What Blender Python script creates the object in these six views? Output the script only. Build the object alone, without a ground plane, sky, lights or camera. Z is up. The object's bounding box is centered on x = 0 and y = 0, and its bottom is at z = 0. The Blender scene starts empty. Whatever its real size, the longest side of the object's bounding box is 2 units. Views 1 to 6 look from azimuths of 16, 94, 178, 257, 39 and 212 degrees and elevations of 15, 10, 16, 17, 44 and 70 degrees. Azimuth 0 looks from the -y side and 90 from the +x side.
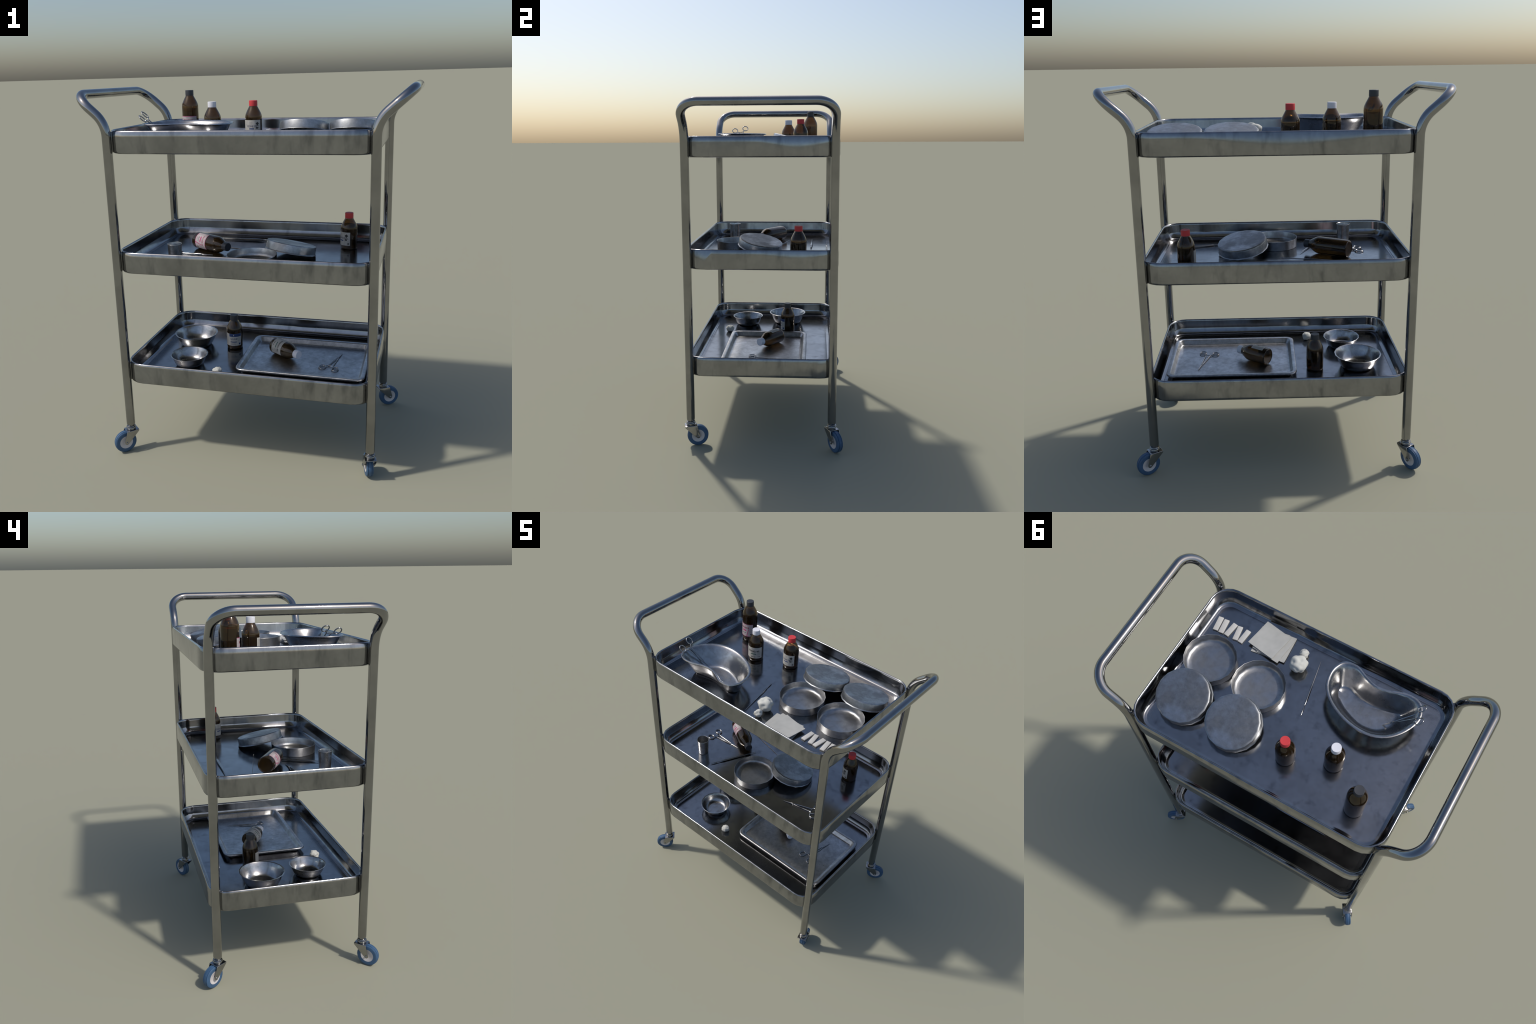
"""Stainless steel instrument trolley with three trays of clinic supplies.
All sizes in metres, z up.  Every part is built from profiles, paths and rules."""
import bpy, bmesh, math, random
from math import sin, cos, pi, radians, sqrt, atan2
from mathutils import Vector, Matrix, noise

random.seed(7)
COL = bpy.context.scene.collection

# --------------------------------------------------------------------------- materials
def new_mat(name):
    m = bpy.data.materials.new(name)
    m.use_nodes = True
    nt = m.node_tree
    b = nt.nodes["Principled BSDF"]
    return m, nt, b

def node(nt, kind, **inp):
    n = nt.nodes.new(kind)
    for k, v in inp.items():
        if k in n.inputs:
            n.inputs[k].default_value = v
        else:
            setattr(n, k, v)
    return n

def ramp(nt, src, stops):
    r = nt.nodes.new("ShaderNodeValToRGB")
    e = r.color_ramp.elements
    while len(e) < len(stops):
        e.new(0.5)
    for i, (p, c) in enumerate(stops):
        e[i].position = p
        e[i].color = (*c, 1) if len(c) == 3 else c
    nt.links.new(src, r.inputs["Fac"])
    return r

def coords(nt, scale, loc=(0, 0, 0)):
    tc = nt.nodes.new("ShaderNodeTexCoord")
    mp = nt.nodes.new("ShaderNodeMapping")
    mp.inputs["Scale"].default_value = scale
    mp.inputs["Location"].default_value = loc
    nt.links.new(tc.outputs["Object"], mp.inputs["Vector"])
    return mp.outputs["Vector"]

def grey(v, tint=(1, 1, 1)):
    return tuple(v * t for t in tint)

def steel(name, base=0.27, rough=(0.1, 0.2), smudge=0.25, scale=(6, 6, 6), streak=None,
          grain=0.0, wave=0.0, tint=(1.0, 1.0, 1.0), contrast=(0.35, 0.65), flecks=0.0, distort=0.6):
    """Dull metal: smudges of darker and lighter tarnish, uneven roughness, faint waviness."""
    m, nt, b = new_mat(name)
    L = nt.links
    b.inputs["Metallic"].default_value = 1.0
    n1 = node(nt, "ShaderNodeTexNoise", Scale=1.0, Detail=6.0, Roughness=0.6, Distortion=distort)
    L.new(coords(nt, scale), n1.inputs["Vector"])
    c = ramp(nt, n1.outputs["Fac"], [(contrast[0], grey(base * (1 - smudge), tint)),
                                    (contrast[1], grey(base * (1 + smudge), tint))])
    col = c.outputs["Color"]
    if streak:
        n2 = node(nt, "ShaderNodeTexNoise", Scale=1.0, Detail=3.0, Roughness=0.55)
        L.new(coords(nt, streak, (3.1, 1.7, 0.4)), n2.inputs["Vector"])
        s = ramp(nt, n2.outputs["Fac"], [(0.29, (0.66, 0.67, 0.68)), (0.36, (0.84, 0.84, 0.85)), (0.45, (1, 1, 1))])
        mx = node(nt, "ShaderNodeMixRGB", blend_type="MULTIPLY", Fac=1.0)
        L.new(col, mx.inputs["Color1"]); L.new(s.outputs["Color"], mx.inputs["Color2"])
        col = mx.outputs["Color"]
    if flecks:
        n4 = node(nt, "ShaderNodeTexNoise", Scale=1.0, Detail=5.0, Roughness=0.75)
        L.new(coords(nt, (34, 34, 34), (1.3, 4.2, 0)), n4.inputs["Vector"])
        f = ramp(nt, n4.outputs["Fac"], [(0.36, (1 - flecks,) * 3), (0.5, (1, 1, 1)), (0.66, (1 + flecks,) * 3)])
        mx = node(nt, "ShaderNodeMixRGB", blend_type="MULTIPLY", Fac=1.0)
        L.new(col, mx.inputs["Color1"]); L.new(f.outputs["Color"], mx.inputs["Color2"])
        col = mx.outputs["Color"]
    L.new(col, b.inputs["Base Color"])
    mr = node(nt, "ShaderNodeMapRange")
    mr.inputs["From Min"].default_value = 0.3; mr.inputs["From Max"].default_value = 0.7
    mr.inputs["To Min"].default_value = rough[1]; mr.inputs["To Max"].default_value = rough[0]
    L.new(n1.outputs["Fac"], mr.inputs["Value"])
    L.new(mr.outputs["Result"], b.inputs["Roughness"])
    if grain or wave:
        n3 = node(nt, "ShaderNodeTexNoise", Scale=1.0, Detail=2.0)
        s3 = (9, 9, 9) if wave else (120, 120, 120)
        L.new(coords(nt, s3, (0.2, 5.3, 1.1)), n3.inputs["Vector"])
        bp = node(nt, "ShaderNodeBump", Strength=1.0, Distance=wave or grain)
        L.new(n3.outputs["Fac"], bp.inputs["Height"])
        L.new(bp.outputs["Normal"], b.inputs["Normal"])
    return m

def plain(name, color, rough=0.5, spec=0.5, mottled=0.0, scale=40, bump=0.0, sss=0.0):
    m, nt, b = new_mat(name)
    L = nt.links
    b.inputs["Roughness"].default_value = rough
    b.inputs["Specular IOR Level"].default_value = spec
    if mottled or bump:
        n = node(nt, "ShaderNodeTexNoise", Scale=1.0, Detail=4.0)
        L.new(coords(nt, (scale,) * 3), n.inputs["Vector"])
        c = ramp(nt, n.outputs["Fac"], [(0.3, tuple(x * (1 - mottled) for x in color)),
                                        (0.7, tuple(min(1, x * (1 + mottled)) for x in color))])
        L.new(c.outputs["Color"], b.inputs["Base Color"])
        if bump:
            bp = node(nt, "ShaderNodeBump", Strength=1.0, Distance=bump)
            L.new(n.outputs["Fac"], bp.inputs["Height"])
            L.new(bp.outputs["Normal"], b.inputs["Normal"])
    else:
        b.inputs["Base Color"].default_value = (*color, 1)
    if sss:
        b.inputs["Subsurface Weight"].default_value = sss
        b.inputs["Subsurface Radius"].default_value = (0.01, 0.01, 0.01)
    return m

def amber(name, color, rough, ior, dark, opaque):
    m, nt, b = new_mat(name)
    b.inputs["Base Color"].default_value = (*color, 1)
    b.inputs["Transmission Weight"].default_value = 1.0
    b.inputs["Roughness"].default_value = rough
    b.inputs["IOR"].default_value = ior
    body = node(nt, "ShaderNodeBsdfPrincipled", Roughness=0.10, IOR=1.45)
    body.inputs["Base Color"].default_value = (*dark, 1)
    mx = node(nt, "ShaderNodeMixShader", Fac=opaque)
    nt.links.new(b.outputs["BSDF"], mx.inputs[1]); nt.links.new(body.outputs["BSDF"], mx.inputs[2])
    nt.links.new(mx.outputs["Shader"], nt.nodes["Material Output"].inputs["Surface"])
    return m

TUBE = steel("polished_tube_steel", base=0.30, rough=(0.045, 0.095), smudge=0.10, scale=(5, 5, 5))
TRAY = steel("tray_steel", base=0.295, rough=(0.12, 0.20), smudge=0.13, scale=(5.5, 5.5, 4.0),
             streak=(16, 16, 4.5), flecks=0.05, tint=(0.985, 1.0, 1.03))
TIN = steel("tin_steel", base=0.36, rough=(0.27, 0.46), smudge=0.20, scale=(11, 11, 11), flecks=0.10,
            contrast=(0.38, 0.62))
LID = steel("lid_steel", base=0.39, rough=(0.34, 0.52), smudge=0.30, scale=(9, 9, 9), flecks=0.13,
            contrast=(0.46, 0.68), distort=0.1, tint=(0.97, 1.0, 1.03))
BOWL = steel("bowl_steel", base=0.36, rough=(0.18, 0.31), smudge=0.20, scale=(14, 14, 14), flecks=0.10)
OLDTRAY = steel("worn_tray_steel", base=0.44, rough=(0.27, 0.42), smudge=0.12, scale=(9, 9, 9), flecks=0.20)
CHROME = steel("caster_chrome", base=0.34, rough=(0.08, 0.16), smudge=0.12, scale=(20, 20, 20))
SURG = steel("instrument_steel", base=0.36, rough=(0.14, 0.26), smudge=0.15, scale=(30, 30, 30))
CUPM = steel("cup_steel", base=0.50, rough=(0.24, 0.40), smudge=0.3, scale=(22, 22, 22), flecks=0.2)
DARKBLOCK = steel("bracket_steel", base=0.16, rough=(0.2, 0.3), smudge=0.1)
RUBBER = plain("blue_rubber", (0.044, 0.098, 0.185), 0.5, 0.4, 0.12, 30)
HUB = plain("white_hub_plastic", (0.56, 0.53, 0.53), 0.4, 0.4)
GLASS = amber("amber_glass", (0.52, 0.36, 0.18), 0.03, 1.45, (0.046, 0.029, 0.0125), 0.28)
LIQUID = amber("amber_liquid", (0.50, 0.32, 0.13), 0.02, 1.33, (0.022, 0.013, 0.005), 0.34)
CAPRED = plain("red_cap_plastic", (0.56, 0.045, 0.05), 0.5, 0.35)
CAPWHITE = plain("white_cap_plastic", (0.70, 0.70, 0.74), 0.5, 0.35)
CAPBLACK = plain("black_cap_plastic", (0.035, 0.038, 0.045), 0.45, 0.45)
PAPER = plain("label_paper", (0.43, 0.415, 0.38), 0.55, 0.35, 0.08, 90)
PINKPAPER = plain("pink_label_paper", (0.43, 0.375, 0.38), 0.55, 0.35, 0.08, 90)
INK = plain("black_ink", (0.035, 0.035, 0.035), 0.6, 0.3)
GREYINK = plain("grey_ink", (0.14, 0.14, 0.14), 0.6, 0.3)
PALEINK = plain("pale_grey_ink", (0.20, 0.20, 0.19), 0.6, 0.3)
SLATEINK = plain("slate_ink", (0.10, 0.105, 0.145), 0.6, 0.3)
BLUEINK = plain("blue_ink", (0.02, 0.045, 0.14), 0.6, 0.3)
GREENINK = plain("green_ink", (0.01, 0.085, 0.065), 0.6, 0.3)
PINKINK = plain("magenta_ink", (0.42, 0.05, 0.16), 0.6, 0.3)
WINEINK = plain("wine_ink", (0.24, 0.035, 0.065), 0.6, 0.3)
GAUZE = plain("gauze_cloth", (0.40, 0.40, 0.38), 0.9, 0.1, 0.06, 25, 0.0004)
STRIP = plain("gauze_strip_cloth", (0.50, 0.495, 0.475), 0.9, 0.1, 0.06, 40, 0.0006)
COTTON = plain("cotton_wool", (0.52, 0.52, 0.48), 0.95, 0.05, 0.05, 40, 0.0005, 0.1)

# --------------------------------------------------------------------------- mesh helpers
def make(name, verts, faces, mat, parent=None, sharp=35, mtx=None, smooth=True):
    me = bpy.data.meshes.new(name)
    me.from_pydata([tuple(v) for v in verts], [], faces)
    bm = bmesh.new(); bm.from_mesh(me)
    bmesh.ops.recalc_face_normals(bm, faces=bm.faces)
    bm.to_mesh(me); bm.free()
    me.materials.append(mat)
    if smooth:
        me.shade_smooth()
        me.set_sharp_from_angle(angle=radians(sharp))
    ob = bpy.data.objects.new(name, me)
    COL.objects.link(ob)
    if parent:
        ob.parent = parent
    if mtx is not None:
        ob.matrix_local = mtx
    return ob

def root(name, label, category, loc=(0, 0, 0), mtx=None):
    e = bpy.data.objects.new(name, None)
    COL.objects.link(e)
    e.empty_display_size = 0.05
    e.matrix_world = mtx if mtx is not None else Matrix.Translation(loc)
    e["label"], e["category"] = label, category
    return e

def tag(ob, label, category):
    ob["label"], ob["category"] = label, category
    return ob

def rings(loops, cap_start=True, cap_end=True):
    """Skin a list of equal-length closed loops."""
    n = len(loops[0]); V = [p for l in loops for p in l]; F = []
    for k in range(len(loops) - 1):
        a, b = k * n, (k + 1) * n
        for i in range(n):
            j = (i + 1) % n
            F.append((a + i, a + j, b + j, b + i))
    if cap_start: F.append(tuple(reversed(range(n))))
    if cap_end: F.append(tuple(range((len(loops) - 1) * n, len(loops) * n)))
    return V, F

def circle(r, z, n, phase=0.0):
    return [Vector((r * cos(2 * pi * (i + phase) / n), r * sin(2 * pi * (i + phase) / n), z)) for i in range(n)]

def lathe(profile, n=32, phase=0.0, close=False):
    """Profile of (r, z); r == 0 closes to a point at the end.  close joins last ring to first."""
    V, F, idx = [], [], []
    for r, z in profile:
        if r < 1e-6:
            idx.append([len(V)]); V.append(Vector((0, 0, z)))
        else:
            idx.append(list(range(len(V), len(V) + n))); V += circle(r, z, n, phase)
    pairs = list(zip(idx, idx[1:])) + ([(idx[-1], idx[0])] if close else [])
    for a, b in pairs:
        for i in range(n):
            j = (i + 1) % n
            if len(a) == 1 and len(b) == 1: continue
            if len(a) == 1: F.append((a[0], b[j], b[i]))
            elif len(b) == 1: F.append((a[i], a[j], b[0]))
            else: F.append((a[i], a[j], b[j], b[i]))
    return V, F

def fillet_path(pts, radii, step=0.12):
    """Round the corners of a polyline with arcs."""
    out = [Vector(pts[0])]
    for i in range(1, len(pts) - 1):
        p, a, b = Vector(pts[i]), Vector(pts[i - 1]), Vector(pts[i + 1])
        u, v = (a - p).normalized(), (b - p).normalized()
        ang = u.angle(v); r = radii[i - 1]
        t = r / math.tan(ang / 2)
        c = p + (u + v).normalized() * (r / sin(ang / 2))
        s, e = p + u * t, p + v * t
        cs, ce = s - c, e - c
        tot = cs.angle(ce); k = max(2, int(tot / step))
        ax = cs.cross(ce).normalized()
        for q in range(k + 1):
            out.append(c + Matrix.Rotation(tot * q / k, 3, ax) @ cs)
    out.append(Vector(pts[-1]))
    return out

def sweep(path, radius, n=20, closed=False, flat=1.0, up=None):
    """Tube along a path by parallel transport. radius may be a function of 0..1."""
    m = len(path); L = []
    T = []
    for i in range(m):
        a = path[(i - 1) % m] if closed else path[max(i - 1, 0)]
        b = path[(i + 1) % m] if closed else path[min(i + 1, m - 1)]
        T.append((b - a).normalized())
    N = up or (Vector((0, 0, 1)) if abs(T[0].z) < 0.9 else Vector((0, 1, 0)))
    N = (N - T[0] * N.dot(T[0])).normalized()
    for i in range(m):
        if i:
            N = (N - T[i] * N.dot(T[i])).normalized()
        B = T[i].cross(N)
        r = radius(i / (m - 1)) if callable(radius) else radius
        L.append([path[i] + N * (r * flat * cos(2 * pi * k / n)) + B * (r * sin(2 * pi * k / n)) for k in range(n)])
    if closed:
        V, F = rings(L, False, False)
        a = (m - 1) * n
        F += [(a + i, a + (i + 1) % n, (i + 1) % n, i) for i in range(n)]
        return V, F
    return rings(L)

def joinvf(parts):
    V, F = [], []
    for v, f in parts:
        o = len(V); V += list(v); F += [tuple(i + o for i in q) for q in f]
    return V, F

def xform(vf, m):
    return [m @ Vector(v) for v in vf[0]], vf[1]

def prism(poly, axis_z0, axis_z1):
    n = len(poly)
    V = [Vector((x, y, axis_z0)) for x, y in poly] + [Vector((x, y, axis_z1)) for x, y in poly]
    F = [tuple(reversed(range(n))), tuple(range(n, 2 * n))]
    F += [(i, (i + 1) % n, n + (i + 1) % n, n + i) for i in range(n)]
    return V, F

def box(x0, x1, y0, y1, z0, z1):
    return prism([(x0, y0), (x1, y0), (x1, y1), (x0, y1)], z0, z1)

def bevel(ob, width, seg=2, angle=40):
    bm = bmesh.new(); bm.from_mesh(ob.data)
    ed = [e for e in bm.edges if len(e.link_faces) == 2 and e.calc_face_angle(0) > radians(angle)]
    bmesh.ops.bevel(bm, geom=ed, offset=width, segments=seg, profile=0.5, affect="EDGES", clamp_overlap=True)
    bm.to_mesh(ob.data); bm.free()
    ob.data.shade_smooth(); ob.data.set_sharp_from_angle(angle=radians(50))

def catmull(pts, per):
    n = len(pts); out = []
    for i in range(n):
        p0, p1, p2, p3 = (Vector(pts[(i + k - 1) % n]) for k in range(4))
        for q in range(per):
            t = q / per
            out.append(0.5 * ((2 * p1) + (p2 - p0) * t + (2 * p0 - 5 * p1 + 4 * p2 - p3) * t * t
                              + (3 * p1 - p0 - 3 * p2 + p3) * t ** 3))
    return out

# --------------------------------------------------------------------------- trolley
YC = -0.006                      # the frame sits a touch towards -y, the casters swing the other way
XL, YL, RT = 0.672, 0.4125, 0.0242   # leg centre lines and tube radius
RIMS = (1.800, 1.173, 0.542)     # height of the three tray rims
FLOOR = 0.095                    # floor below rim

cart = root("instrument_trolley", "three tier stainless steel trolley with handles and casters", "medical trolley")

def frame(side):
    x0, x1 = side * XL, side * 0.833
    zk, zt, zb = 1.8356, 1.9758, 0.153
    pts = [(x0, YC - YL, zb), (x0, YC - YL, zk), (x1, YC - YL, zt), (x1, YC + YL, zt), (x0, YC + YL, zk), (x0, YC + YL, zb)]
    p = fillet_path(pts, [0.15, 0.105, 0.105, 0.15], 0.10)
    m = len(p)
    # pinch the two open ends a little, like a crimped tube end
    ends = {0: 0.72, m - 1: 0.72}
    p = [p[0], p[0] + Vector((0, 0, 0.004)), p[0] + Vector((0, 0, 0.014))] + p[1:-1] + \
        [p[-1] + Vector((0, 0, 0.014)), p[-1] + Vector((0, 0, 0.004)), p[-1]]
    m = len(p)
    def rad(t):
        i = round(t * (m - 1)); k = min(i, m - 1 - i)
        return RT * (0.80, 0.92, 1.0)[k] if k < 3 else RT
    V, F = sweep(p, rad, 24, up=Vector((side, 0, 0)))
    return make("tube_frame", V, F, TUBE, cart, 40)

for s in (-1, 1):
    frame(s)

def rrect(hx, hy, r, z, seg=5, nx=18, ny=12):
    """Rounded rectangle loop, counter-clockwise from the +x side, with points along the straights."""
    out = []
    cs = [(hx - r, hy - r, 0), (-(hx - r), hy - r, 1), (-(hx - r), -(hy - r), 2), (hx - r, -(hy - r), 3)]
    for k, (cx, cy, q) in enumerate(cs):
        for i in range(seg + 1):
            a = q * pi / 2 + pi / 2 * i / seg
            out.append(Vector((cx + r * cos(a), cy + r * sin(a), z)))
        nxt = cs[(k + 1) % 4]
        a = (q + 1) * pi / 2
        s = Vector((cx + r * cos(a), cy + r * sin(a), z)); e = Vector((nxt[0] + r * cos(a), nxt[1] + r * sin(a), z))
        cnt = nx if k % 2 == 0 else ny
        for i in range(1, cnt):
            out.append(s.lerp(e, i / cnt))
    return out

HX, HY, RC = 0.679, 0.440, 0.108
# wall shape bent to show blue sky reflections: (side, position along it, half width, depth of the tilted upper band)
SKY_REFLECTION_DIPS = {0: [("y", -0.05, 0.50, 0.045), ("x", 0.20, 0.24, 0.030)],
         1: [("x", 0.20, 0.24, 0.030), ("x", -0.34, 0.07, 0.060)],
         2: [("x", 0.34, 0.10, 0.040), ("y", 0.52, 0.10, 0.030)]}
def tray(level):
    prof = [(0.090, -0.1165), (0.014, -0.1165), (0.005, -0.1135), (0.001, -0.107), (0.0, -0.098), ("band", -0.0345), ("band", -0.0260),
            (0.0030, -0.0075), (0.0055, -0.0020), (0.0090, 0.0), (0.0125, -0.0012), (0.0150, -0.0050), (0.0165, -0.012),
            (0.0168, -0.054), (0.0192, -0.063), (0.0290, -0.0820), (0.0325, -0.0875), (0.0375, -0.0912), (0.0430, -0.0926),
            (0.0465, -0.0932), (0.0490, -0.0944), (0.0520, -FLOOR + 0.0001), (0.0550, -FLOOR), (0.110, -FLOOR), (0.25, -FLOOR)]
    loops = []
    for d, z in prof:
        band = d == "band"
        if band: d = 0.0
        l = rrect(HX - d, HY - d, max(RC - d, 0.02), z)
        if band:
            for p in l:
                for side, c, w, dep in SKY_REFLECTION_DIPS[level]:
                    on = (side == "y" and p.y > HY - 0.01) or (side == "x" and p.x > HX - 0.01)
                    t = abs((p.x if side == "y" else p.y) - c) / w
                    if on and t < 1:
                        p.z -= min(dep * (0.5 + 0.5 * cos(pi * t)), 0.092 + z)
        loops.append(l)
    V, F = rings(loops)
    ob = make("tray", V, F, TRAY, cart, 50, Matrix.Translation((0, YC + 0.003, RIMS[level])))
    # little spacers in dark metal between tray corner and leg
    return ob

for lv in range(3):
    tray(lv)

def corner_blocks():
    for z in RIMS:
        for sx in (-1, 1):
            for sy in (-1, 1):
                c = Vector((sx * XL, YC + sy * YL, z))
                d = Vector((-sx * (XL - (HX - RC)), -sy * (YL - (HY - RC)), 0)).normalized()
                a = atan2(d.y, d.x)
                V, F = box(0.012, 0.034, -0.012, 0.012, -0.106, -0.008)
                ob = make("spacer_bracket", V, F, DARKBLOCK, cart, 30, Matrix.Translation(c) @ Matrix.Rotation(a, 4, "Z"))
                bevel(ob, 0.003, 2)
corner_blocks()

WR, WZ = 0.062, 0.062
def caster(x, y, trail_deg):
    """Swivel caster; local +x is the direction the wheel trails in."""
    m = Matrix.Translation((x, y, 0)) @ Matrix.Rotation(radians(trail_deg), 4, "Z")
    ax, zt = 0.040, 0.1285
    side = [(-0.036, zt), (0.034, zt), (0.0520, 0.066)]
    for i in range(7):
        a = radians(10 - 25 * i * 1.05)
        side.append((ax + 0.0115 * cos(a), WZ + 0.0115 * sin(a)))
    side += [(-0.035, zt - 0.009)]
    parts = []
    sw = Matrix(((1, 0, 0, 0), (0, 0, 1, 0), (0, 1, 0, 0), (0, 0, 0, 1)))
    for y0 in (-0.0300, 0.0267):
        parts.append(xform(prism(side, y0, y0 + 0.0033), sw))
    parts.append(box(-0.036, 0.034, -0.0297, 0.0297, zt - 0.0032, zt + 0.0004))
    V, F = joinvf(parts)
    fork = make("caster", V, F, CHROME, cart, 30, m)
    bevel(fork, 0.0012, 2)
    # collar under the leg: ring, nut and washer
    prof = [(0.0, 0.129), (0.021, 0.129), (0.0235, 0.131), (0.0235, 0.134), (0.021, 0.1355), (0.026, 0.1365), (0.0275, 0.139),
            (0.0275, 0.1425), (0.026, 0.145), (0.0215, 0.1465), (0.0245, 0.148), (0.025, 0.150), (0.024, 0.152), (0.0195, 0.1535), (0.0, 0.156)]
    V, F = lathe(prof, 24)
    make("swivel_collar", V, F, CHROME, fork, 40)
    wm = Matrix.Translation((ax, 0, WZ)) @ Matrix.Rotation(pi / 2, 4, "X")
    h = 0.0175
    tp = [(0.0375, -h), (0.052, -h), (0.0565, -h * 0.98), (0.0600, -h * 0.82), (0.0605, -h * 0.62), (0.0582, -h * 0.55), (0.0582, -h * 0.47),
          (0.0612, -h * 0.42), (0.0620, -h * 0.2), (0.0620, h * 0.2), (0.0612, h * 0.42), (0.0582, h * 0.47), (0.0582, h * 0.55), (0.0605, h * 0.62),
          (0.0600, h * 0.82), (0.0565, h * 0.98), (0.052, h), (0.0375, h)]
    V, F = lathe(tp, 36, close=True)
    make("tyre", V, F, RUBBER, fork, 40, wm)
    hp = [(0.0, -h * 0.72), (0.016, -h * 0.72), (0.018, -h * 0.80), (0.033, -h * 0.90), (0.0374, -h * 0.97), (0.0378, -h * 0.8),
          (0.0378, h * 0.8), (0.0374, h * 0.97), (0.033, h * 0.90), (0.018, h * 0.80), (0.016, h * 0.72), (0.0, h * 0.72)]
    V, F = lathe(hp, 36)
    make("wheel_hub", V, F, HUB, fork, 30, wm)
    bp = [(0.0, -0.034), (0.004, -0.034), (0.0058, -0.0325), (0.0058, -0.029), (0.0042, -0.0285), (0.0042, 0.0285), (0.0058, 0.029), (0.0058, 0.0325), (0.004, 0.034), (0.0, 0.034)]
    V, F = lathe(bp, 12)
    make("axle_bolt", V, F, CHROME, fork, 40, wm)

for x, y, t in ((-XL, YC - YL, 225), (XL, YC - YL, 106), (XL, YC + YL, 30), (-XL, YC + YL, 125)):
    caster(x, y, t)

F_TOP, F_MID, F_LOW = (z - FLOOR for z in RIMS)

# --------------------------------------------------------------------------- bottles with labels
RB = 0.0478
def bottle_profile(h, r=RB):
    s = h - 0.0835                       # where the shoulder starts
    return [(0.0, 0.0035), (r * 0.80, 0.003), (r * 0.90, 0.0), (r * 0.955, 0.0018), (r * 0.985, 0.006), (r, 0.013), (r, s - 0.008), (r * 0.985, s),
            (r * 0.945, s + 0.008), (r * 0.865, s + 0.0175), (r * 0.745, s + 0.0290), (r * 0.630, s + 0.0390), (r * 0.540, s + 0.0468), (r * 0.485, s + 0.0525), (r * 0.465, s + 0.058)]

def curved(x0, x1, z0, z1, R):
    """Thin label-like patch wrapped on the bottle: x is arc length, z height."""
    n = max(2, int(abs(x1 - x0) / 0.004))
    V, F = [], []
    for i in range(n + 1):
        a = (x0 + (x1 - x0) * i / n) / R
        V += [Vector((R * cos(a), R * sin(a), z0)), Vector((R * cos(a), R * sin(a), z1))]
    F = [(2 * i, 2 * i + 2, 2 * i + 3, 2 * i + 1) for i in range(n)]
    return V, F

def slanted(x0, x1, w, z0, z1, R):
    V, F = [], []
    for i in range(7):
        t = i / 6; z = z0 + (z1 - z0) * t; x = x0 + (x1 - x0) * t
        for q in (x, x + w):
            V.append(Vector((R * cos(q / R), R * sin(q / R), z)))
    return V, [(2 * i, 2 * i + 1, 2 * i + 3, 2 * i + 2) for i in range(6)]

def lettering(text, size, x, z, R, stretch=1.0):
    """Built-in font, centred on (x, z) and wrapped round the bottle."""
    cu = bpy.data.curves.new("lettering", "FONT")
    cu.body, cu.size, cu.align_x, cu.align_y, cu.resolution_u = text, size, "CENTER", "CENTER", 3
    cu.offset = size * 0.028
    ob = bpy.data.objects.new("lettering", cu); COL.objects.link(ob)
    dg = bpy.context.evaluated_depsgraph_get(); dg.update()
    me = bpy.data.meshes.new_from_object(ob.evaluated_get(dg))
    V = [Vector((R * cos((x + v.co.x * stretch) / R), R * sin((x + v.co.x * stretch) / R), z + v.co.y)) for v in me.vertices]
    F = [tuple(p.vertices) for p in me.polygons]
    bpy.data.objects.remove(ob); bpy.data.curves.remove(cu); bpy.data.meshes.remove(me)
    return V, F

def small_lines(x0, x1, z0, z1, rows, R, rnd):
    """Rows of print too fine to read: short dashes of uneven length."""
    out = []
    for i in range(rows):
        z = z0 + (z1 - z0) * (i + 0.5) / rows
        x, end = x0, x0 + (x1 - x0) * rnd.uniform(0.7, 1.0)
        while x < end - 0.002:
            w = rnd.uniform(0.002, 0.006)
            out.append(curved(x, min(x + w, end), z - 0.0007, z + 0.0007, R)); x += w + 0.0012
    return joinvf(out)

def flat_patch(name, vf, mat, parent):
    """Print sits a hair proud of the paper."""
    V, F = vf
    return make(name, V, F, mat, parent, 60)

def label_shell(half, z0, z1):
    """The paper itself: an outer and an inner face with thickness."""
    R = RB
    outer, inner = curved(-half * RB, half * RB, z0, z1, RB + 0.0007)[0], None
    n = len(outer) // 2
    V = list(outer)
    k = (RB + 0.00015) / (RB + 0.0007)
    V += [Vector((v.x * k, v.y * k, v.z)) for v in outer]
    o = 2 * n; F = []
    for i in range(n - 1):
        a, b, c, d = 2 * i, 2 * i + 2, 2 * i + 3, 2 * i + 1
        F += [(a, b, c, d), (o + d, o + c, o + b, o + a), (a, o + a, o + b, b), (d, c, o + c, o + d)]
    F += [(0, 1, o + 1, o), (o - 2, 2 * o - 2, 2 * o - 1, o - 1)]
    return V, F

def diamond(x, z, s, R):
    """Hazard pictogram: a dark lozenge with a lighter heart and a caption bar."""
    def loz(s):
        V = [Vector((R * cos(q / R), R * sin(q / R), zz)) for q, zz in ((x, z - s), (x + s, z), (x, z + s), (x - s, z))]
        return V, [(0, 1, 2, 3)]
    return loz(s)

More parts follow.
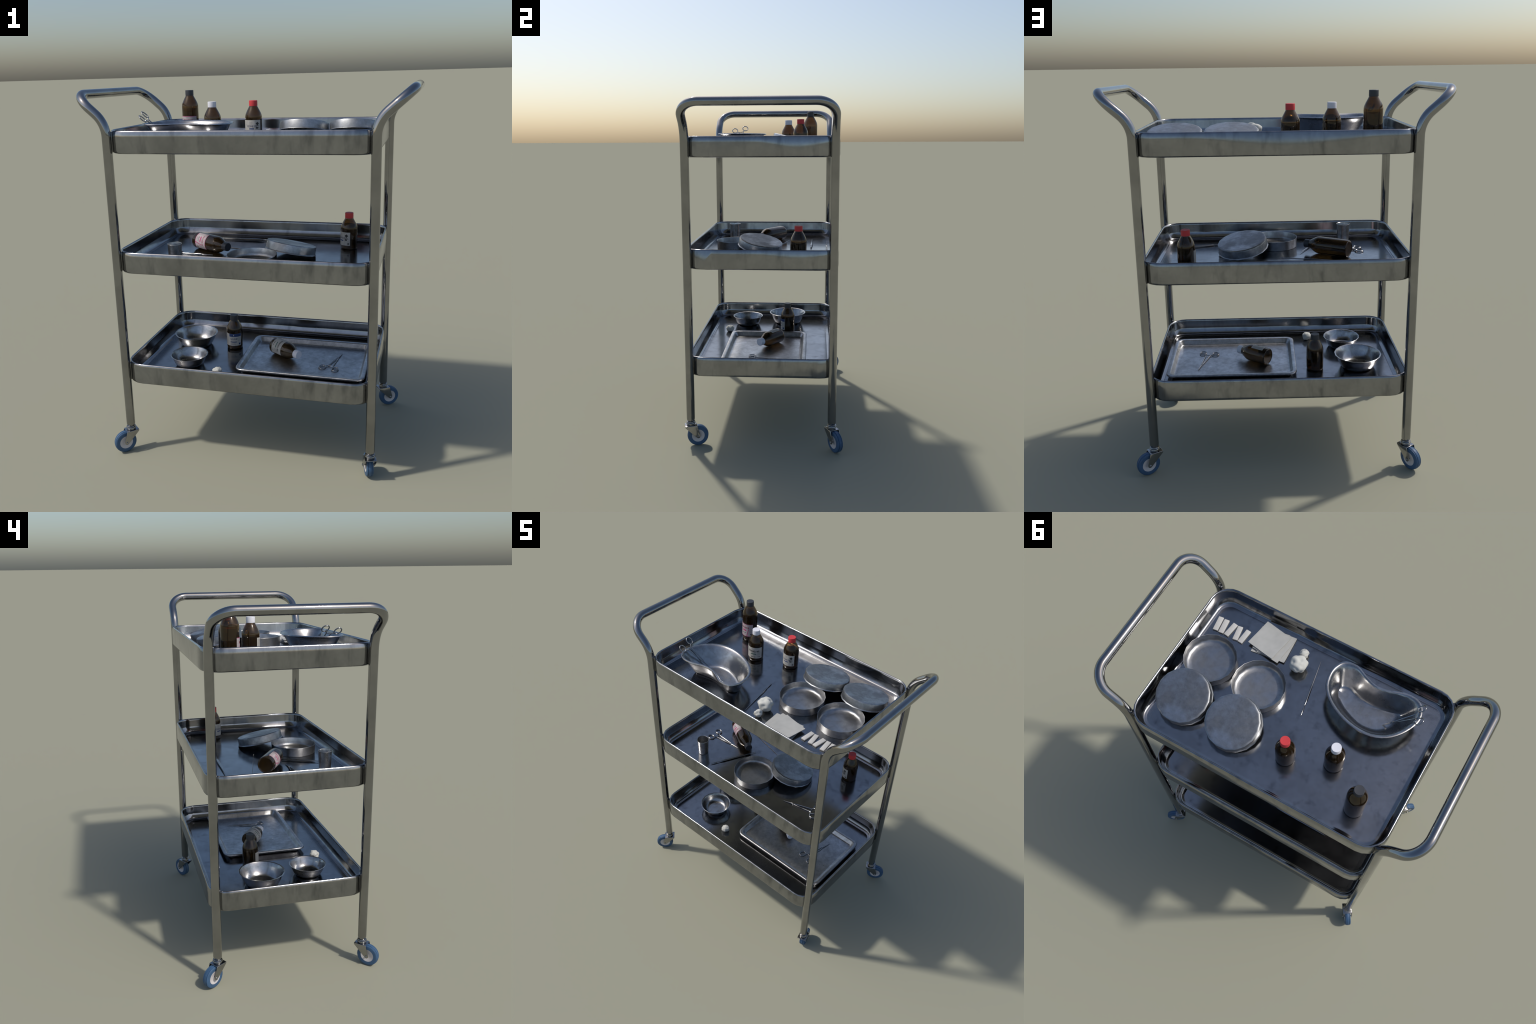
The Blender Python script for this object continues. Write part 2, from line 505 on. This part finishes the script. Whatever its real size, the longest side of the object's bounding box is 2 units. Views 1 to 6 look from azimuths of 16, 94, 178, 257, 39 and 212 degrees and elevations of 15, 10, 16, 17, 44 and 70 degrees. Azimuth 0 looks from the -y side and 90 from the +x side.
def label(parent, design, z0, z1):
    rnd = random.Random(len(design) * 17)
    R1, R2 = RB + 0.00105, RB + 0.00135
    W = lambda deg: radians(deg) * RB
    H = z1 - z0
    Z = lambda t: z0 + H * t
    half = {"iodine": 69, "ethanol": 75, "peroxide": 62, "saline": 66}[design]
    lab = make("label", *label_shell(radians(half), z0, z1), PINKPAPER if design == "peroxide" else PAPER, parent, 40)
    def ink(name, vf, mat): flat_patch(name, vf, mat, lab)
    if design == "iodine":
        ink("heading", lettering("IODINE 5%", 0.0150, W(3), Z(0.55), R1, 0.80), SLATEINK)
        ink("coloured_bar", curved(W(-14), W(20), Z(0.33), Z(0.415), R1), BLUEINK)
        ink("fine_print", joinvf([small_lines(W(-12), W(16), Z(0.66), Z(0.90), 3, R1, rnd), small_lines(W(-12), W(16), Z(0.05), Z(0.28), 3, R1, rnd),
                                  small_lines(W(-64), W(-34), Z(0.08), Z(0.92), 11, R1, rnd), small_lines(W(50), W(66), Z(0.08), Z(0.36), 4, R1, rnd)]), PALEINK)
        ink("panel_rule", joinvf([curved(W(30), W(31), Z(0.03), Z(0.97), R1), curved(W(-30), W(-29), Z(0.03), Z(0.97), R1)]), PALEINK)
        ink("hazard_sign", joinvf([diamond(W(44), Z(0.74), 0.0105, R1), curved(W(34), W(54), Z(0.56), Z(0.60), R1),
                                   curved(W(33), W(58), Z(0.46), Z(0.49), R1), curved(W(33), W(49), Z(0.38), Z(0.46), R1), curved(W(52), W(63), Z(0.08), Z(0.20), R1)]), INK)
    elif design == "ethanol":
        ink("heading", lettering("ETHANOL 96%", 0.0165, W(8), Z(0.67), R1, 0.70), INK)
        ink("coloured_bar", curved(W(-15), W(29), Z(0.385), Z(0.455), R1), GREENINK)
        ink("volume", joinvf([lettering("250 ml", 0.0095, W(2), Z(0.15), R1), lettering("1170", 0.009, W(48), Z(0.16), R1)]), INK)
        ink("fine_print", joinvf([small_lines(W(-8), W(18), Z(0.50), Z(0.56), 1, R1, rnd), small_lines(W(-6), W(14), Z(0.86), Z(0.93), 1, R1, rnd),
                                  small_lines(W(-68), W(-38), Z(0.10), Z(0.90), 10, R1, rnd), small_lines(W(38), W(64), Z(0.30), Z(0.56), 4, R1, rnd)]), GREYINK)
    elif design == "peroxide":
        ink("heading", lettering("PEROXIDE 3%", 0.0150, W(-4), Z(0.72), R1, 0.66), WINEINK)
        ink("coloured_bar", curved(W(-30), W(8), Z(0.44), Z(0.545), R1), PINKINK)
        ink("slanted_rule", slanted(W(10), W(26), 0.0042, Z(0.02), Z(0.62), R1), PINKINK)
        ink("border", joinvf([curved(W(-61), W(61), Z(0.975), Z(1.0), R1), curved(W(-61), W(61), Z(0.0), Z(0.025), R1)]), PINKINK)
        ink("volume", joinvf([lettering("500 ml", 0.0095, W(-12), Z(0.30), R1), curved(W(43), W(53), Z(0.12), Z(0.26), R1)]), INK)
        ink("fine_print", joinvf([small_lines(W(-24), W(2), Z(0.58), Z(0.63), 1, R1, rnd), small_lines(W(-28), W(4), Z(0.10), Z(0.22), 2, R1, rnd),
                                  small_lines(W(-18), W(8), Z(0.86), Z(0.94), 1, R1, rnd), small_lines(W(32), W(58), Z(0.36), Z(0.90), 7, R1, rnd),
                                  small_lines(W(-59), W(-38), Z(0.12), Z(0.90), 9, R1, rnd)]), GREYINK)
    else:
        ink("coloured_band", curved(W(-26), W(65), Z(0.76), Z(1.0), R1), BLUEINK)
        ink("heading", lettering("SALINE", 0.0150, W(10), Z(0.57), R1, 0.95), SLATEINK)
        ink("coloured_bar", curved(W(-16), W(30), Z(0.29), Z(0.36), R1), BLUEINK)
        ink("fine_print", joinvf([small_lines(W(-14), W(26), Z(0.40), Z(0.46), 1, R1, rnd), small_lines(W(-14), W(26), Z(0.06), Z(0.24), 3, R1, rnd),
                                  small_lines(W(-62), W(-34), Z(0.08), Z(0.92), 11, R1, rnd), small_lines(W(40), W(60), Z(0.36), Z(0.68), 5, R1, rnd)]), GREYINK)
        ink("batch_box", curved(W(46), W(60), Z(0.08), Z(0.22), R1), BLUEINK)
        ink("band_mark", curved(W(6), W(11), Z(0.83), Z(0.94), R2), PAPER)

def bottle(h, design, cap, mtx, text, fill=0.93):
    e = root("medicine_bottle", text, "medicine bottle", mtx=mtx)
    prof = bottle_profile(h)
    wall = [(max(r - 0.0024, 0.0), z + (0.0035 if i < 3 else 0.0)) for i, (r, z) in enumerate(prof)]
    wall = [(0.0, 0.0065), (RB * 0.86, 0.0065)] + wall[4:]
    full = prof + list(reversed(wall))
    V, F = lathe(full, 28)
    make("glass_body", V, F, GLASS, e, 30)
    if fill:
        s = h - 0.0835
        top = s * fill
        V, F = lathe([(0.0, 0.0068), (RB * 0.84, 0.0068), (RB - 0.0040, 0.0115), (RB - 0.0030, 0.016), (RB - 0.0030, top), (0.0, top)], 28)
        make("liquid", V, F, LIQUID, e, 30)
    rc = RB * 0.495
    z0, z1 = h - 0.0315, h
    cp = [(0.0, z0 + 0.002), (rc * 0.9, z0), (rc, z0 + 0.001), (rc, z1 - 0.0035), (rc * 0.975, z1 - 0.0010), (rc * 0.93, z1 - 0.0002), (rc * 0.80, z1 - 0.0004), (0.0, z1 - 0.0008)]
    V, F = lathe(cp, 40)
    make("screw_cap", V, F, cap, e, 35)
    if design == "peroxide":
        label(e, design, 0.034, 0.122)
    else:
        label(e, design, 0.024, 0.100)
    return e

H1, H2 = 0.2065, 0.2685
def standing(x, y, z, deg):
    return Matrix.Translation((x, y, z)) @ Matrix.Rotation(radians(deg), 4, "Z")
def lying(base, tip, elev):
    """Matrix with local z from base to tip and local x the way the label faces (elev above level, on the -y side)."""
    z = (Vector(tip) - Vector(base)).normalized()
    horiz = Vector((z.y, -z.x, 0)).normalized()
    if horiz.y > 0: horiz.negate()
    x = horiz * cos(radians(elev)) + Vector((0, 0, 1)) * sin(radians(elev))
    x = (x - z * x.dot(z)).normalized()
    y = z.cross(x)
    m = Matrix((x, y, z)).transposed().to_4x4()
    m.translation = Vector(base)
    return m

bottle(H1, "iodine", CAPRED, standing(-0.0726, 0.2028, F_TOP, -93), "small amber glass bottle with red cap and label")
bottle(H1, "ethanol", CAPWHITE, standing(-0.2875, 0.1164, F_TOP, -75), "small amber glass bottle with white cap and label")
bottle(H2, "peroxide", CAPBLACK, standing(-0.4736, 0.2641, F_TOP, -86), "tall amber glass bottle with black cap and pink label", 0.9)
bottle(H1, "iodine", CAPRED, standing(0.4732, 0.2048, F_MID, -144), "small amber glass bottle with red cap and label")
bottle(H2, "peroxide", CAPBLACK, lying((-0.3928, 0.0666, F_MID + RB + 0.0012), (-0.1641, -0.0742, F_MID + RB + 0.0012), 18),
       "tall amber bottle lying on its side, black cap", 0)
bottle(H1, "saline", CAPBLACK, standing(-0.205, 0.1159, F_LOW, -89), "small amber bottle with black cap and blue band label")
T2_FLOOR = F_LOW + 0.0035
bottle(H1, "ethanol", CAPWHITE, lying((0.0575, 0.0690, T2_FLOOR + RB + 0.0012), (0.2268, -0.0492, T2_FLOOR + RB + 0.0012), 46),
       "small amber bottle lying on its side, white cap", 0)

# --------------------------------------------------------------------------- tins, lids, bowls, cup
NT = 18
def dish_vf(r=0.1355, h=0.054):
    prof = [(0.0, 0.0), (r * 0.955, 0.0), (r * 0.97, 0.0012), (r * 0.975, 0.004), (r * 0.992, h - 0.004), (r * 1.0, h - 0.0012), (r * 0.997, h),
            (r * 0.985, h - 0.0006), (r * 0.974, h - 0.004), (r * 0.958, 0.024), (r * 0.938, 0.0150), (r * 0.895, 0.0088), (r * 0.82, 0.0052), (r * 0.755, 0.0037), (r * 0.725, 0.0031), (r * 0.70, 0.0030), (0.0, 0.0030)]
    return lathe(prof, NT)
def lid_vf(r=0.1385, h=0.050):
    prof = [(0.0, h), (r * 0.90, h), (r * 0.93, h - 0.0002), (r * 0.96, h - 0.0012), (r * 0.985, h - 0.003), (r * 0.995, h - 0.007), (r, 0.006), (r * 1.022, 0.0035), (r * 1.030, 0.0008),
            (r * 1.022, 0.0), (r * 1.0, 0.0012), (r * 0.982, 0.005), (r * 0.976, h - 0.008), (r * 0.94, h - 0.0055), (0.0, h - 0.0055)]
    return lathe(prof, NT)
DV, DF = dish_vf()
LV, LF = lid_vf()

def turn(x, y, z, deg):
    return Matrix.Translation((x, y, z)) @ Matrix.Rotation(radians(deg), 4, "Z")

def open_dish(x, y, z, deg):
    return tag(make("round_dish", DV, DF, TIN, None, 32, turn(x, y, z, deg)), "open round shallow steel dish", "dish")
open_dish(0.5065, -0.0525, F_TOP, 4)
open_dish(0.2215, -0.0455, F_TOP, 13)
open_dish(0.0100, -0.2085, F_MID, 7)

def leaning_lid(centre, lean, tilt, spin):
    """Lid propped on the rim of its dish: centre of the top, direction it leans towards, tilt in degrees."""
    g = Vector((*lean, 0)).normalized()
    n = (g * sin(radians(tilt)) + Vector((0, 0, cos(radians(tilt))))).normalized()
    x = Vector((cos(radians(spin)), sin(radians(spin)), 0)); x = (x - n * x.dot(n)).normalized(); y = n.cross(x)
    m = Matrix((x, y, n)).transposed().to_4x4(); m.translation = Vector(centre) - n * 0.050
    tag(make("tin_lid", LV, LF, LID, None, 32, m), "round tin lid leaning on a dish rim", "lid")
leaning_lid((0.2200, 0.1990, 1.7860), (0.0, 1.0), 13.6, 5)
leaning_lid((0.5015, 0.1990, 1.7860), (0.0, 1.0), 13.6, 14)
leaning_lid((0.1918, -0.0362, 1.1590), (0.165, 0.20), 13.4, 0)

def bowl(x, y, z, r, rb, h, deg):
    prof = [(0.0, 0.0), (rb * 0.84, 0.0), (rb * 0.96, 0.0015), (rb * 1.04, 0.006), (r * 0.755, h * 0.22), (r * 0.82, h * 0.42), (r * 0.875, h * 0.64), (r * 0.92, h * 0.86), (r * 0.95, h * 0.955), (r * 0.995, h - 0.0022), (r, h - 0.0008),
            (r * 0.99, h), (r * 0.945, h - 0.0014), (r * 0.905, h * 0.88), (r * 0.86, h * 0.66), (r * 0.80, h * 0.44), (r * 0.735, h * 0.25), (rb * 1.01, h * 0.14), (rb * 0.94, 0.0062), (rb * 0.84, 0.0042), (rb * 0.76, 0.0038), (rb * 0.70, 0.0037), (0.0, 0.0037)]
    V, F = lathe(prof, 18)
    return tag(make("steel_bowl", V, F, BOWL, None, 38, turn(x, y, z, deg)), "small flared stainless steel bowl", "bowl")
bowl(-0.3884, -0.1819, F_LOW, 0.1082, 0.071, 0.0655, 3)
bowl(-0.4477, 0.1051, F_LOW, 0.1318, 0.087, 0.0805, 11)

def cup():
    h, r = 0.111, 0.0392
    prof = [(0.0, 0.002), (0.0295, 0.002), (0.0315, 0.0), (0.0328, 0.0015), (0.0333, 0.006), (0.0375, h - 0.012), (0.0385, h - 0.006), (r, h - 0.0025), (r, h - 0.0008),
            (r * 0.985, h), (r * 0.955, h - 0.001), (0.0352, h - 0.014), (0.0312, 0.010), (0.028, 0.0055), (0.0, 0.005)]
    V, F = lathe(prof, 20)
    tag(make("medicine_cup", V, F, CUPM, None, 38, Matrix.Translation((-0.4013, -0.271, F_MID))), "small tapered steel medicine cup", "cup")
cup()

# --------------------------------------------------------------------------- kidney dish
KRIM = [(-.1023, -.3288), (-.1594, -.3365), (-.2169, -.3096), (-.2803, -.2869), (-.3465, -.2908), (-.4178, -.3174), (-.4747, -.3212),
        (-.5192, -.2987), (-.5382, -.2429), (-.5287, -.1949), (-.4983, -.1399), (-.4498, -.0885), (-.3821, -.0586), (-.2991, -.0573),
        (-.2100, -.0815), (-.1350, -.1247), (-.0852, -.1839), (-.0694, -.2444), (-.0773, -.2941)]
KFLO = [(-.142, -.262), (-.172, -.270), (-.222, -.256), (-.275, -.2465), (-.330, -.2475), (-.392, -.258), (-.430, -.266), (-.446, -.262),
        (-.448, -.237), (-.442, -.205), (-.430, -.172), (-.400, -.142), (-.362, -.125), (-.300, -.121), (-.232, -.142), (-.180, -.168),
        (-.143, -.197), (-.126, -.226), (-.127, -.247)]
def kidney():
    cx, cy = -0.30, -0.20
    per = 3
    a = catmull([(x - cx, y - cy + (0.006 if y > -0.19 else 0.0), 0) for x, y in KRIM], per)
    b = catmull([(x - cx, y - cy, 0) for x, y in KFLO], per)
    n = len(a)
    nor = []
    for i in range(n):
        t = a[(i + 1) % n] - a[i - 1]
        nn = Vector((t.y, -t.x, 0)).normalized()
        nor.append(nn if nn.dot(a[i] - b[i]) > 0 else -nn)
    h = 0.118
    def loop(t, z, off=0.0):
        return [b[i].lerp(a[i], t) + nor[i] * off + Vector((0, 0, z)) for i in range(n)]
    ctr = Vector((0, 0, 0))
    def shrink(l, k, z):
        c = sum(l, Vector()) / len(l)
        return [Vector((c.x + (p.x - c.x) * k, c.y + (p.y - c.y) * k, z)) for p in l]
    base = loop(0, 0)
    L = [shrink(base, 0.55, 0.0034), shrink(base, 0.86, 0.0036), loop(0.0, 0.0055, -0.002), loop(0.05, 0.0105), loop(0.15, 0.020), loop(0.44, h * 0.50), loop(0.66, h * 0.75),
         loop(0.82, h * 0.92), loop(0.91, h * 0.978), loop(0.97, h, 0.0), loop(0.99, h + 0.0006, 0.0045), loop(0.99, h - 0.0010, 0.0085), loop(0.99, h - 0.0046, 0.0100), loop(0.975, h - 0.0072, 0.0070), loop(0.90, h - 0.0085, 0.0030),
         loop(0.79, h * 0.88, 0.0030), loop(0.62, h * 0.70, 0.0033), loop(0.40, h * 0.46, 0.0033), loop(0.14, 0.018, 0.0033), loop(0.03, 0.0050, 0.0018), loop(0.0, 0.0010, -0.001), shrink(base, 0.92, 0.0)]
    V, F = rings(L)
    tag(make("kidney_dish", V, F, BOWL, None, 40, Matrix.Translation((cx, cy, F_TOP))), "kidney shaped steel dish with rolled rim", "kidney dish")
kidney()

# --------------------------------------------------------------------------- instruments
def hemostat_vf():
    """Closed forceps lying flat: local +x towards the tip, ring centres at x = 0, length 0.215."""
    parts = []
    for s in (-1, 1):
        ring = []
        for i in range(22):
            a = 2 * pi * i / 22
            ring.append(Vector((0.0225 * cos(a) - 0.001, s * 0.038 + 0.0185 * sin(a), 0.0042)))
        parts.append(sweep(ring, 0.0031, 8, closed=True))
        shank = [Vector((0.017, s * 0.026, 0.0042)), Vector((0.024, s * 0.0155, 0.0042)), Vector((0.034, s * 0.0125, 0.0042)), Vector((0.09, s * 0.0085, 0.0042)),
                 Vector((0.140, s * 0.0040, 0.0042 + s * 0.0006)), Vector((0.155, -s * 0.0018, 0.0042 + s * 0.0006)), Vector((0.185, -s * 0.0014, 0.0038)), Vector((0.215, -s * 0.0006, 0.0032))]
        def rad(t): return 0.0031 if t < 0.5 else 0.0031 - 0.0017 * (t - 0.5) * 2
        parts.append(sweep(shank, rad, 8))
        parts.append(sweep([Vector((0.026, s * 0.0165, 0.0042)), Vector((0.0265, s * 0.008, 0.0046)), Vector((0.027, -s * 0.003, 0.0048 + 0.0004 * s))], 0.0022, 8))
    parts.append(xform(lathe([(0.0, -0.0038), (0.0042, -0.0036), (0.0042, 0.0036), (0.0, 0.0038)], 10), Matrix.Translation((0.149, 0, 0.0042))))
    return joinvf(parts)
HV, HF = hemostat_vf()
HMESH = None
def hemostat(mid, tip, z, text="steel hemostat forceps with finger rings", rings_axis=None, scale=1.0):
    global HMESH
    x = (Vector(tip) - Vector(mid)).normalized()
    if rings_axis is None:
        y = Vector((0, 0, 1)).cross(x).normalized()
    else:
        y = Vector(rings_axis); y = (y - x * y.dot(x)).normalized()
    zz = x.cross(y)
    m = Matrix((x, y, zz)).transposed().to_4x4() @ Matrix.Scale(scale, 4)
    m.translation = Vector(mid) + Vector((0, 0, z))
    if HMESH is None:
        ob = make("hemostat", HV, HF, SURG, None, 45, m); HMESH = ob.data
    else:
        ob = bpy.data.objects.new("hemostat", HMESH); COL.objects.link(ob); ob.matrix_world = m
    return tag(ob, text, "forceps")
hemostat((-0.466, -0.0905, 0), (-0.251, -0.0875, 0), F_MID + 0.0006)
hemostat((0.503, -0.196, 0), (0.297, -0.254, 0), F_MID + 0.0006)
hemostat((0.4035, -0.088, 0), (0.4495, 0.112, 0), T2_FLOOR + 0.0006)
hemostat((-0.5425, -0.243, 1.8505), (-0.4085, -0.181, 1.7160), 0.0, "hemostat forceps resting in the kidney dish",
         (-0.5492 + 0.5357, -0.2052 + 0.2808, 0.0115))

def rod(name, a, b, prof, flat=0.8, n=8, mat=SURG):
    """Slim instrument from a to b; prof is a list of (fraction, radius)."""
    a, b = Vector(a), Vector(b)
    path = [a.lerp(b, f) for f, r in prof]
    rad = [r for f, r in prof]
    m = len(path)
    V, F = sweep(path, lambda t: rad[round(t * (m - 1))], n, flat=flat)
    o = (a + b) / 2
    return make(name, [v - o for v in V], F, mat, None, 50, Matrix.Translation(o))

SCALPEL = [(0.0, 0.0004), (0.03, 0.0022), (0.09, 0.0034), (0.15, 0.0030), (0.155, 0.0020), (0.20, 0.0022), (0.23, 0.0042), (0.30, 0.0050), (0.45, 0.0048),
           (0.62, 0.0036), (0.80, 0.0024), (0.97, 0.0014), (1.0, 0.0006)]
def scalpel(a, b, z, k=1.0):
    ob = rod("scalpel", (*a, z), (*b, z), [(f, r * k) for f, r in SCALPEL])
    return tag(ob, "slim steel scalpel lying flat", "scalpel")
scalpel((-0.030, -0.0215), (0.031, -0.3365), F_TOP + 0.0048)
scalpel((-0.277, -0.329), (-0.133, -0.032), F_MID + 0.0062, 1.25)
scalpel((0.020, 0.276), (-0.372, 0.284), F_MID + 0.0085, 1.7)
tag(rod("probe", (-0.004, 0.044, F_MID + 0.0022), (-0.385, 0.139, F_MID + 0.0022), [(0, 0.0007), (0.1, 0.0014), (0.3, 0.0019), (0.8, 0.0019), (1, 0.0012)], 1.0),
    "thin straight steel probe", "probe")

# --------------------------------------------------------------------------- second tray on the lowest shelf
def instrument_tray():
    hx, hy, r = 0.3580, 0.2560, 0.045
    h = 0.034
    prof = [(0.10, 0.0), (0.042, 0.0), (0.034, 0.0015), (0.029, 0.006), (0.020, h - 0.008), (0.018, h - 0.0045), (0.0035, h - 0.0045), (0.0012, h - 0.0085), (0.0, h - 0.0085), (0.0004, h - 0.0030), (0.0025, h - 0.0005),
            (0.0055, h), (0.0165, h), (0.0205, h - 0.0010), (0.0230, h - 0.0040), (0.0330, 0.0085), (0.0360, 0.0056), (0.0400, 0.0043), (0.0450, 0.0035), (0.0480, 0.0035), (0.11, 0.0035)]
    loops = [rrect(hx - d, hy - d, max(r - d * 0.7, 0.018), z, 4, 14, 10) for d, z in prof]
    V, F = rings(loops)
    tag(make("instrument_tray", V, F, OLDTRAY, None, 45, Matrix.Translation((0.2590, -0.006, F_LOW))), "worn shallow rectangular steel instrument tray", "tray")
instrument_tray()

# --------------------------------------------------------------------------- dressings
def cotton_ball(x, y, z, r, seed):
    bm = bmesh.new()
    bmesh.ops.create_icosphere(bm, subdivisions=4, radius=1.0)
    off = Vector((seed * 3.7, seed * 1.3, seed * 2.1))
    for v in bm.verts:
        p = v.co.normalized()
        k = 1.0 + 0.22 * noise.noise(p * 1.4 + off) + 0.13 * noise.noise(p * 2.3 + off * 2) + 0.012 * noise.noise(p * 6 + off)
        v.co = p * k
        v.co.z *= 0.9
    lo = min(v.co.z for v in bm.verts)
    for v in bm.verts:
        v.co *= r
    me = bpy.data.meshes.new("cotton_ball"); bm.to_mesh(me); bm.free()
    me.materials.append(COTTON); me.shade_smooth()
    ob = bpy.data.objects.new("cotton_ball", me); COL.objects.link(ob)
    ob.location = (x, y, z - lo * r)
    return tag(ob, "lumpy white ball of cotton wool", "cotton ball")
cotton_ball(0.1124, -0.2452, F_TOP, 0.043, 1)
cotton_ball(0.1204, -0.3202, F_TOP, 0.0235, 2)
cotton_ball(-0.1874, -0.2892, F_LOW, 0.0265, 3)

def gauze_stack():
    e = root("gauze_stack", "loose stack of folded white gauze squares", "gauze", (0.292, -0.303, F_TOP))
    S = 0.0775
    #          x       y      turn   lift
    sheets = [(0.012, 0.004, 9, 0.0006), (-0.022, 0.001, 4.5, 0.0055), (-0.008, 0.006, -6, 0.0104), (0.020, -0.001, -9.5, 0.0152)]
    for k, (x, y, t, z) in enumerate(sheets):
        n = 10; V = []; F = []
        def hgt(u, v):
            c = 0.0022 * noise.noise(Vector((u * 1.4 + k * 2.3, v * 1.4, k))) + (0.0018 * (abs(u) + abs(v)) if k == 3 else 0)
            return max(c, -0.0003) if k else 0.0
        for side in (0, 1):
            for i in range(n + 1):
                for j in range(n + 1):
                    u, v = -1 + 2 * i / n, -1 + 2 * j / n
                    V.append(Vector((u * S, v * S, hgt(u, v) + side * 0.0038)))
        N = (n + 1) ** 2; q = lambda i, j: i * (n + 1) + j
        for i in range(n):
            for j in range(n):
                a, b, c, d = q(i, j), q(i + 1, j), q(i + 1, j + 1), q(i, j + 1)
                F += [(d, c, b, a), (N + a, N + b, N + c, N + d)]
            for p0, p1 in ((q(i, 0), q(i + 1, 0)), (q(i + 1, n), q(i, n)), (q(0, i + 1), q(0, i)), (q(n, i), q(n, i + 1))):
                F.append((p0, p1, N + p1, N + p0))
        make("gauze_square", V, F, GAUZE, e, 40, Matrix.Translation((x, y, z)) @ Matrix.Rotation(radians(t), 4, "Z"))
gauze_stack()

def strips():
    V, F = box(-0.0413, 0.0413, -0.0137, 0.0137, 0.0, 0.0085)
    first = None
    for x, y, a in ((0.5961, -0.2634, -82.1), (0.5624, -0.2637, -82.6), (0.521, -0.2642, -97.3), (0.4792, -0.2641, -80.4), (0.4399, -0.2638, -94.5)):
        m = turn(x, y, F_TOP + 0.0004, a)
        if first is None:
            ob = make("gauze_strip", V, F, STRIP, None, 40, m); bevel(ob, 0.0018, 2); first = ob.data
        else:
            ob = bpy.data.objects.new("gauze_strip", first); COL.objects.link(ob); ob.matrix_world = m
        tag(ob, "short folded strip of white gauze", "gauze strip")
strips()
